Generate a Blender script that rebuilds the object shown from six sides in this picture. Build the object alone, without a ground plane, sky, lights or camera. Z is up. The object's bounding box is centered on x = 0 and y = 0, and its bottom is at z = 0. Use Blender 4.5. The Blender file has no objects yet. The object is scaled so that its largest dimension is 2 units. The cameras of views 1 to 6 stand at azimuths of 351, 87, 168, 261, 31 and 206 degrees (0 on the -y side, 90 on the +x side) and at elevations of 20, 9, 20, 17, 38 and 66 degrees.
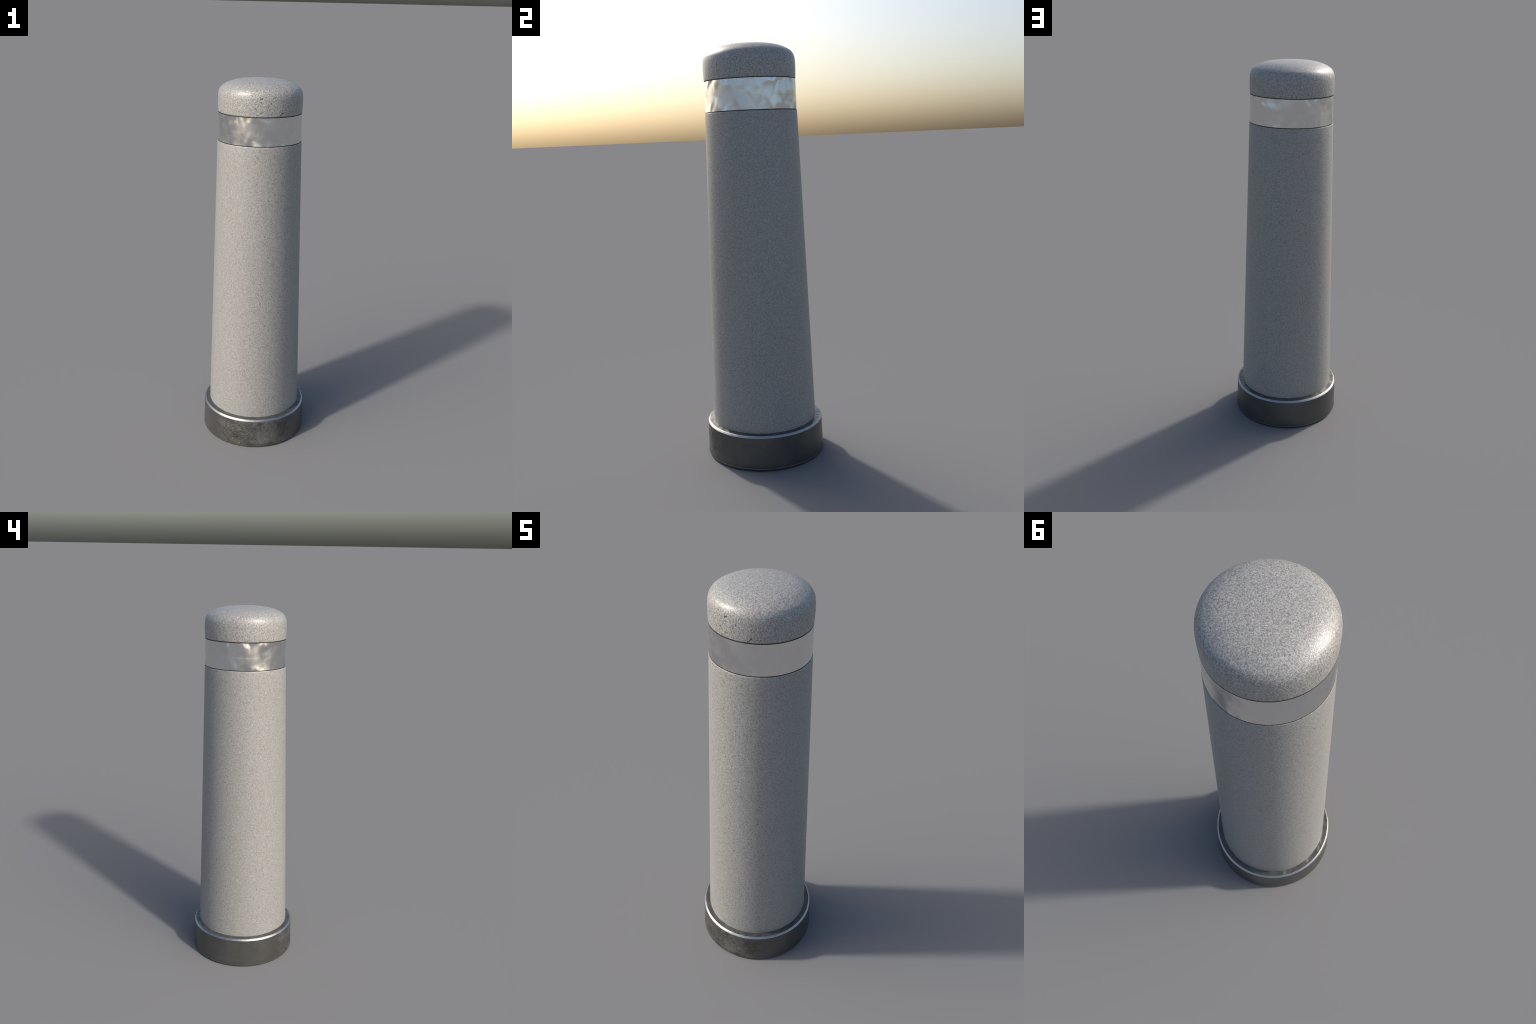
"""Stone street bollard: tapered granite column, mirror-like metal band,
domed granite cap and a dark metal collar at the foot.  Everything is a solid of
revolution, described by its profile (radius, height) and turned on a lathe."""
import bpy
import math

SEGMENTS = 192
TWO_PI = 2.0 * math.pi


# ------------------------------------------------------------------ geometry
def lathe(name, profile, parent, material, sharp_angle=28.0, segments=SEGMENTS):
    """Turn a (radius, z) profile about the z axis.  A radius of 0 closes a pole."""
    verts, rings, faces = [], [], []
    for r, z in profile:
        if r < 1e-6:
            rings.append([len(verts)])
            verts.append((0.0, 0.0, z))
        else:
            start = len(verts)
            for i in range(segments):
                a = TWO_PI * i / segments
                verts.append((r * math.cos(a), r * math.sin(a), z))
            rings.append(list(range(start, start + segments)))
    for low, high in zip(rings[:-1], rings[1:]):
        for i in range(segments):
            j = (i + 1) % segments
            if len(low) == 1 and len(high) == 1:
                continue
            if len(low) == 1:
                faces.append((low[0], high[j], high[i]))
            elif len(high) == 1:
                faces.append((low[i], low[j], high[0]))
            else:
                faces.append((low[i], low[j], high[j], high[i]))
    mesh = bpy.data.meshes.new(name)
    mesh.from_pydata(verts, [], faces)
    mesh.validate()
    mesh.polygons.foreach_set("use_smooth", [True] * len(mesh.polygons))
    mesh.set_sharp_from_angle(angle=math.radians(sharp_angle))
    mesh.materials.append(material)
    obj = bpy.data.objects.new(name, mesh)
    bpy.context.collection.objects.link(obj)
    obj.parent = parent
    return obj


def spline(points, steps):
    """Catmull-Rom curve through profile points."""
    out = []
    n = len(points)
    for i in range(n - 1):
        p0, p1 = points[max(i - 1, 0)], points[i]
        p2, p3 = points[i + 1], points[min(i + 2, n - 1)]
        for s in range(steps):
            t = s / steps
            out.append(tuple(
                0.5 * (2 * b + (c - a) * t + (2 * a - 5 * b + 4 * c - d) * t * t
                       + (3 * b - a - 3 * c + d) * t ** 3)
                for a, b, c, d in zip(p0, p1, p2, p3)))
    out.append(points[-1])
    return out


def straight(a, b, steps):
    return [(a[0] + (b[0] - a[0]) * i / steps, a[1] + (b[1] - a[1]) * i / steps)
            for i in range(steps + 1)]


# ----------------------------------------------------------------- materials
class Nodes:
    """Small helper that strings shader nodes together."""

    def __init__(self, name):
        self.mat = bpy.data.materials.new(name)
        self.mat.use_nodes = True
        self.tree = self.mat.node_tree
        self.tree.nodes.clear()
        self.out = self.tree.nodes.new("ShaderNodeOutputMaterial")
        self.bsdf = self.tree.nodes.new("ShaderNodeBsdfPrincipled")
        self.tree.links.new(self.bsdf.outputs[0], self.out.inputs["Surface"])
        self.co = self.tree.nodes.new("ShaderNodeTexCoord").outputs["Object"]

    def put(self, socket, value):
        if isinstance(value, bpy.types.NodeSocket):
            self.tree.links.new(value, socket)
        elif value is not None:
            socket.default_value = value

    def math(self, op, a, b=None, c=None, clamp=False):
        n = self.tree.nodes.new("ShaderNodeMath")
        n.operation, n.use_clamp = op, clamp
        for s, v in zip(n.inputs, (a, b, c)):
            self.put(s, v)
        return n.outputs[0]

    def mapping(self, scale=(1, 1, 1), shift=(0, 0, 0), turn=(0, 0, 0), source=None):
        n = self.tree.nodes.new("ShaderNodeMapping")
        self.put(n.inputs["Vector"], source or self.co)
        n.inputs["Location"].default_value = shift
        n.inputs["Rotation"].default_value = turn
        n.inputs["Scale"].default_value = scale
        return n.outputs[0]

    def noise(self, scale, detail=2.0, rough=0.5, vector=None, distortion=0.0):
        n = self.tree.nodes.new("ShaderNodeTexNoise")
        self.put(n.inputs["Vector"], vector or self.co)
        n.inputs["Scale"].default_value = scale
        n.inputs["Detail"].default_value = detail
        n.inputs["Roughness"].default_value = rough
        n.inputs["Distortion"].default_value = distortion
        return n.outputs["Fac"]

    def voronoi(self, scale, vector=None, feature="F1"):
        n = self.tree.nodes.new("ShaderNodeTexVoronoi")
        n.feature = feature
        self.put(n.inputs["Vector"], vector or self.co)
        n.inputs["Scale"].default_value = scale
        return n.outputs["Distance"]

    def step(self, value, low, high, to_low=0.0, to_high=1.0):
        n = self.tree.nodes.new("ShaderNodeMapRange")
        n.interpolation_type = "SMOOTHSTEP"
        for s, v in zip(n.inputs, (value, low, high, to_low, to_high)):
            self.put(s, v)
        return n.outputs[0]

    def ramp(self, value, stops):
        n = self.tree.nodes.new("ShaderNodeValToRGB")
        self.put(n.inputs[0], value)
        els = n.color_ramp.elements
        while len(els) < len(stops):
            els.new(0.5)
        for e, (p, c) in zip(els, stops):
            e.position = p
            e.color = (*c, 1.0)
        return n.outputs[0]

    def mix(self, fac, a, b, blend="MIX"):
        n = self.tree.nodes.new("ShaderNodeMix")
        n.data_type, n.blend_type = "RGBA", blend
        self.put(n.inputs[0], fac)
        self.put(n.inputs[6], a)
        self.put(n.inputs[7], b)
        return n.outputs[2]

    def xyz(self):
        n = self.tree.nodes.new("ShaderNodeSeparateXYZ")
        self.put(n.inputs[0], self.co)
        return n.outputs

    def facing(self, azimuth, low, high):
        """1 on the side of the post that looks towards the azimuth (0 = -y, 90 = +x)."""
        x, y, _ = self.xyz()
        a = math.radians(azimuth)
        along = self.math("ADD", self.math("MULTIPLY", x, math.sin(a)),
                          self.math("MULTIPLY", y, -math.cos(a)))
        radius = self.math("SQRT", self.math("ADD", self.math("MULTIPLY", x, x),
                                             self.math("MULTIPLY", y, y)))
        return self.step(self.math("DIVIDE", along, radius), low, high)

    def bump(self, height, strength, distance, normal=None):
        n = self.tree.nodes.new("ShaderNodeBump")
        n.inputs["Strength"].default_value = strength
        n.inputs["Distance"].default_value = distance
        self.put(n.inputs["Height"], height)
        if normal is not None:
            self.put(n.inputs["Normal"], normal)
        return n.outputs[0]

    def finish(self, colour, rough, metal=0.0, normal=None, specular=0.5):
        self.put(self.bsdf.inputs["Base Color"], colour)
        self.put(self.bsdf.inputs["Roughness"], rough)
        self.put(self.bsdf.inputs["Metallic"], metal)
        self.put(self.bsdf.inputs["Specular IOR Level"], specular)
        if normal is not None:
            self.put(self.bsdf.inputs["Normal"], normal)
        return self.mat


def granite(name, shade, contrast, pit_amount, rough, grain=230.0):
    """Fine-grained pale grey granite with dark specks and a few open pits in front."""
    n = Nodes(name)
    fine = n.noise(grain, 1.0, 0.5)
    worm = n.noise(grain * 0.5, 0.0, 0.5, vector=n.mapping(shift=(2.2, 0.6, 3.3)), distortion=0.5)
    grains = n.math("ADD", n.math("MULTIPLY", fine, 0.72), n.math("MULTIPLY", worm, 0.28))
    lo = tuple(shade * (1 - contrast) * k for k in (1.0, 0.99, 0.96))
    hi = tuple(shade * (1 + 0.85 * contrast) * k for k in (1.0, 0.99, 0.96))
    colour = n.ramp(grains, [(0.34, lo), (0.66, hi)])
    # broad faint colour drift, slightly warm against slightly green
    hue_drift = n.noise(9.0, 3.0, 0.55)
    colour = n.mix(1.0, colour, n.ramp(hue_drift, [(0.35, (1.0, 0.975, 0.965)), (0.65, (0.975, 0.98, 0.95))]), "MULTIPLY")
    # specks of dark mica
    speck = n.step(n.noise(grain * 0.6, 0.0, 0.5, vector=n.mapping(shift=(3.1, 1.7, 0.4))), 0.70, 0.80)
    colour = n.mix(n.math("MULTIPLY", speck, 0.5), colour, (0.08, 0.08, 0.075, 1))
    # open pits, crowded on the weather side
    side = n.facing(8.0, 0.72, 0.95)
    patch = n.step(n.noise(9.0, 1.0, 0.5), 0.34, 0.46)
    pits = n.step(n.noise(78.0, 1.5, 0.55, vector=n.mapping(shift=(0.7, 2.3, 5.9), scale=(1, 1, 1.2)), distortion=0.0), 0.61, 0.68)
    below = n.step(n.xyz()[2], 1.935, 1.955, 1.0, 0.0)
    side = n.math("MULTIPLY", side, below)
    pits = n.math("MULTIPLY", n.math("MULTIPLY", pits, side), n.math("MULTIPLY", patch, pit_amount))
    colour = n.mix(pits, colour, (0.055, 0.055, 0.05, 1))
    height = n.math("SUBTRACT", grains, n.math("MULTIPLY", pits, 2.0))
    return n.finish(colour, rough, 0.0, n.bump(height, 0.35, 0.002), 0.8)


def band_metal():
    """Polished sheet: soft dents everywhere, stronger along both edges, faint honeycomb."""
    n = Nodes("polished_band_metal")
    x, y, z = n.xyz()
    off_centre = n.math("ABSOLUTE", n.math("SUBTRACT", z, BAND_CREASE))
    edge = n.step(off_centre, 0.015, 0.070, 0.6, 1.5)
    dents = n.noise(17.0, 0.4, 0.4, vector=n.mapping(scale=(1.2, 1.2, 0.8), shift=(0.3, 0.9, 2.1)), distortion=0.5)
    folds = n.voronoi(22.0, vector=n.mapping(scale=(1.3, 1.3, 0.85), shift=(4.0, 1.0, 0.2)))
    height = n.math("ADD", n.math("SUBTRACT", dents, 0.5),
                    n.math("MULTIPLY", n.math("SUBTRACT", folds, 0.45), 0.14))
    height = n.math("MULTIPLY", height, edge)
    # small knocks and one crease at mid height that comes and goes round the sheet
    crease = n.step(n.math("SUBTRACT", z, BAND_CREASE), -0.004, 0.004)
    crease = n.math("MULTIPLY", crease, n.math("SUBTRACT", n.noise(5.0, 0.0), 0.5))
    height = n.math("ADD", height, n.math("MULTIPLY", crease, 0.14))
    # honeycomb film
    theta = n.math("MULTIPLY", n.math("ARCTAN2", y, x), 0.2165)
    k = TWO_PI / 0.0125
    waves = [n.math("COSINE", n.math("MULTIPLY", theta, k))]
    for s in (1, -1):
        arg = n.math("ADD", n.math("MULTIPLY", theta, 0.5 * k), n.math("MULTIPLY", z, s * 0.75 * k))
        waves.append(n.math("COSINE", arg))
    comb = n.math("ADD", n.math("ADD", waves[0], waves[1]), waves[2])
    comb = n.step(comb, -1.45, -0.9)
    colour = n.mix(comb, (0.77, 0.765, 0.75, 1), (0.745, 0.74, 0.73, 1))
    rough = n.step(n.noise(14.0, 2.0, 0.5), 0.35, 0.65, 0.23, 0.33)
    return n.finish(colour, rough, 1.0, n.bump(height, 0.8, 0.0085))


def collar_metal(name, rough_low, rough_high):
    """Dark weathered cast metal, scabbed on the weather side."""
    n = Nodes(name)
    side = n.facing(-8.0, 0.60, 0.90)
    mottle = n.noise(40.0, 5.0, 0.65, distortion=0.8)
    cloud = n.noise(11.0, 3.0, 0.5)
    fine = n.noise(210.0, 2.0, 0.6)
    tone = n.math("ADD", n.math("MULTIPLY", cloud, 0.45),
                  n.math("ADD", n.math("MULTIPLY", fine, 0.15), n.math("MULTIPLY", mottle, 0.40)))
    calm = n.ramp(tone, [(0.30, (0.088, 0.088, 0.083)), (0.70, (0.128, 0.127, 0.12))])
    rough_side = n.ramp(tone, [(0.38, (0.056, 0.055, 0.051)), (0.64, (0.215, 0.213, 0.20))])
    colour = n.mix(side, calm, rough_side)
    relief = n.noise(55.0, 4.0, 0.6, distortion=1.2)
    height = n.math("MULTIPLY", relief, n.math("MULTIPLY_ADD", side, 0.92, 0.08))
    rough = n.step(cloud, 0.3, 0.7, rough_low, rough_high)
    return n.finish(colour, rough, 0.55, n.bump(height, 0.7, 0.008), 0.5)


def collar_top_metal():
    n = Nodes("smooth_dark_metal")
    cloud = n.noise(12.0, 3.0, 0.5)
    colour = n.ramp(cloud, [(0.30, (0.095, 0.095, 0.09)), (0.70, (0.13, 0.129, 0.122))])
    waves = n.noise(26.0, 0.0, 0.5, distortion=0.5)
    return n.finish(colour, n.step(cloud, 0.35, 0.65, 0.22, 0.32), 0.55, n.bump(waves, 0.6, 0.009), 0.5)


def worn_metal(name, shade, rough):
    n = Nodes(name)
    wear = n.noise(70.0, 3.0, 0.6)
    colour = n.ramp(wear, [(0.30, (shade * 0.9,) * 3), (0.65, (shade, shade * 0.985, shade * 0.955))])
    r = n.step(wear, 0.3, 0.7, rough * 0.85, rough * 1.2)
    return n.finish(colour, r, 1.0, n.bump(n.noise(90.0, 2.0, 0.5), 0.2, 0.001))


def joint_dark():
    n = Nodes("near_black_joint")
    fleck = n.noise(300.0, 2.0, 0.5)
    return n.finish(n.ramp(fleck, [(0.3, (0.012, 0.012, 0.011)), (0.7, (0.022, 0.022, 0.02))]), 0.8, 0.0, None, 0.2)


# -------------------------------------------------------------------- sizes
BAND_LOW, BAND_HIGH = 1.6892, 1.8286
BAND_CREASE = 1.7535
JOINT = 0.0040                      # open joint above and below the band
COLUMN_TOP = BAND_LOW - JOINT
CAP_LOW = BAND_HIGH + JOINT
COLLAR_TOP_EDGE = (0.2878, 0.1632)  # where the bright chamfer starts
COLLAR_CHAMFER = (0.2796, 0.1718)   # and where it ends


def build():
    root = bpy.data.objects.new("stone_bollard", None)
    bpy.context.collection.objects.link(root)
    root["label"] = "tapered grey granite bollard with metal band and dark collar"
    root["category"] = "bollard"

    column_stone = granite("column_granite", 0.302, 0.30, 0.3, 0.48, 290.0)
    cap_stone = granite("cap_granite", 0.315, 0.50, 1.0, 0.42, 300.0)
    metal = collar_metal("dark_cast_metal", 0.36, 0.46)

    # foot collar: slightly conical drum, tiny undercut at the ground, top falling outwards
    collar = lathe("foot_collar", [
        (0.0, 0.0), (0.2858, 0.0), (0.2888, 0.0070)]
        + straight((0.2907, 0.0125), COLLAR_TOP_EDGE, 8), root, metal)
    lathe("collar_top", straight(COLLAR_CHAMFER, (0.2480, 0.1765), 4), collar, collar_top_metal())
    rim = [COLLAR_TOP_EDGE, (0.2874, 0.1641)] + straight((0.2874, 0.1641), (0.2803, 0.1714), 3)[1:] + [COLLAR_CHAMFER]
    lathe("collar_rim", rim, collar, worn_metal("worn_bright_metal", 0.47, 0.36), 60)
    lathe("collar_ground_lip", [(0.2888, 0.0070), (0.2910, 0.0085), (0.2913, 0.0098), (0.2907, 0.0125)], collar,
          worn_metal("paler_lip_metal", 0.27, 0.4), 60)

    # column: straight taper, arris eased at the top joint
    lathe("column", [(0.0, 0.12), (0.2578, 0.12)]
          + straight((0.2578, 0.12), (0.2193, COLUMN_TOP - 0.006), 24)[1:]
          + [(0.2189, COLUMN_TOP - 0.0028), (0.2181, COLUMN_TOP - 0.0009), (0.2174, COLUMN_TOP), (0.0, COLUMN_TOP)],
          root, column_stone)

    # near-black rings lying flush in the two joints
    dark_line = joint_dark()
    for radius, low, high in ((0.2175, COLUMN_TOP, BAND_LOW), (0.2157, BAND_HIGH, CAP_LOW)):
        lathe("joint_ring", [(0.2080, low + 0.0001), (radius, low + 0.0001), (radius, high - 0.0001),
                             (0.2080, high - 0.0001)], root, dark_line)

    # metal band
    lathe("metal_band", [(0.2080, BAND_LOW)] + straight((0.2174, BAND_LOW), (0.2158, BAND_HIGH), 12)
          + [(0.2080, BAND_HIGH)], root, band_metal(), 25)

    # domed cap
    dome = spline([
        (0.2163, CAP_LOW + 0.0022), (0.2175, 1.855), (0.2181, 1.880), (0.2177, 1.907), (0.2156, 1.928),
        (0.2092, 1.9458), (0.1954, 1.9615), (0.1655, 1.9780), (0.1336, 1.9880), (0.0955, 1.9944),
        (0.0470, 1.9987), (0.0150, 1.9999)], 6)
    lathe("domed_cap", [(0.0, CAP_LOW), (0.2152, CAP_LOW), (0.2158, CAP_LOW + 0.0007)] + dome + [(0.0, 2.0)],
          root, cap_stone, 45)


build()
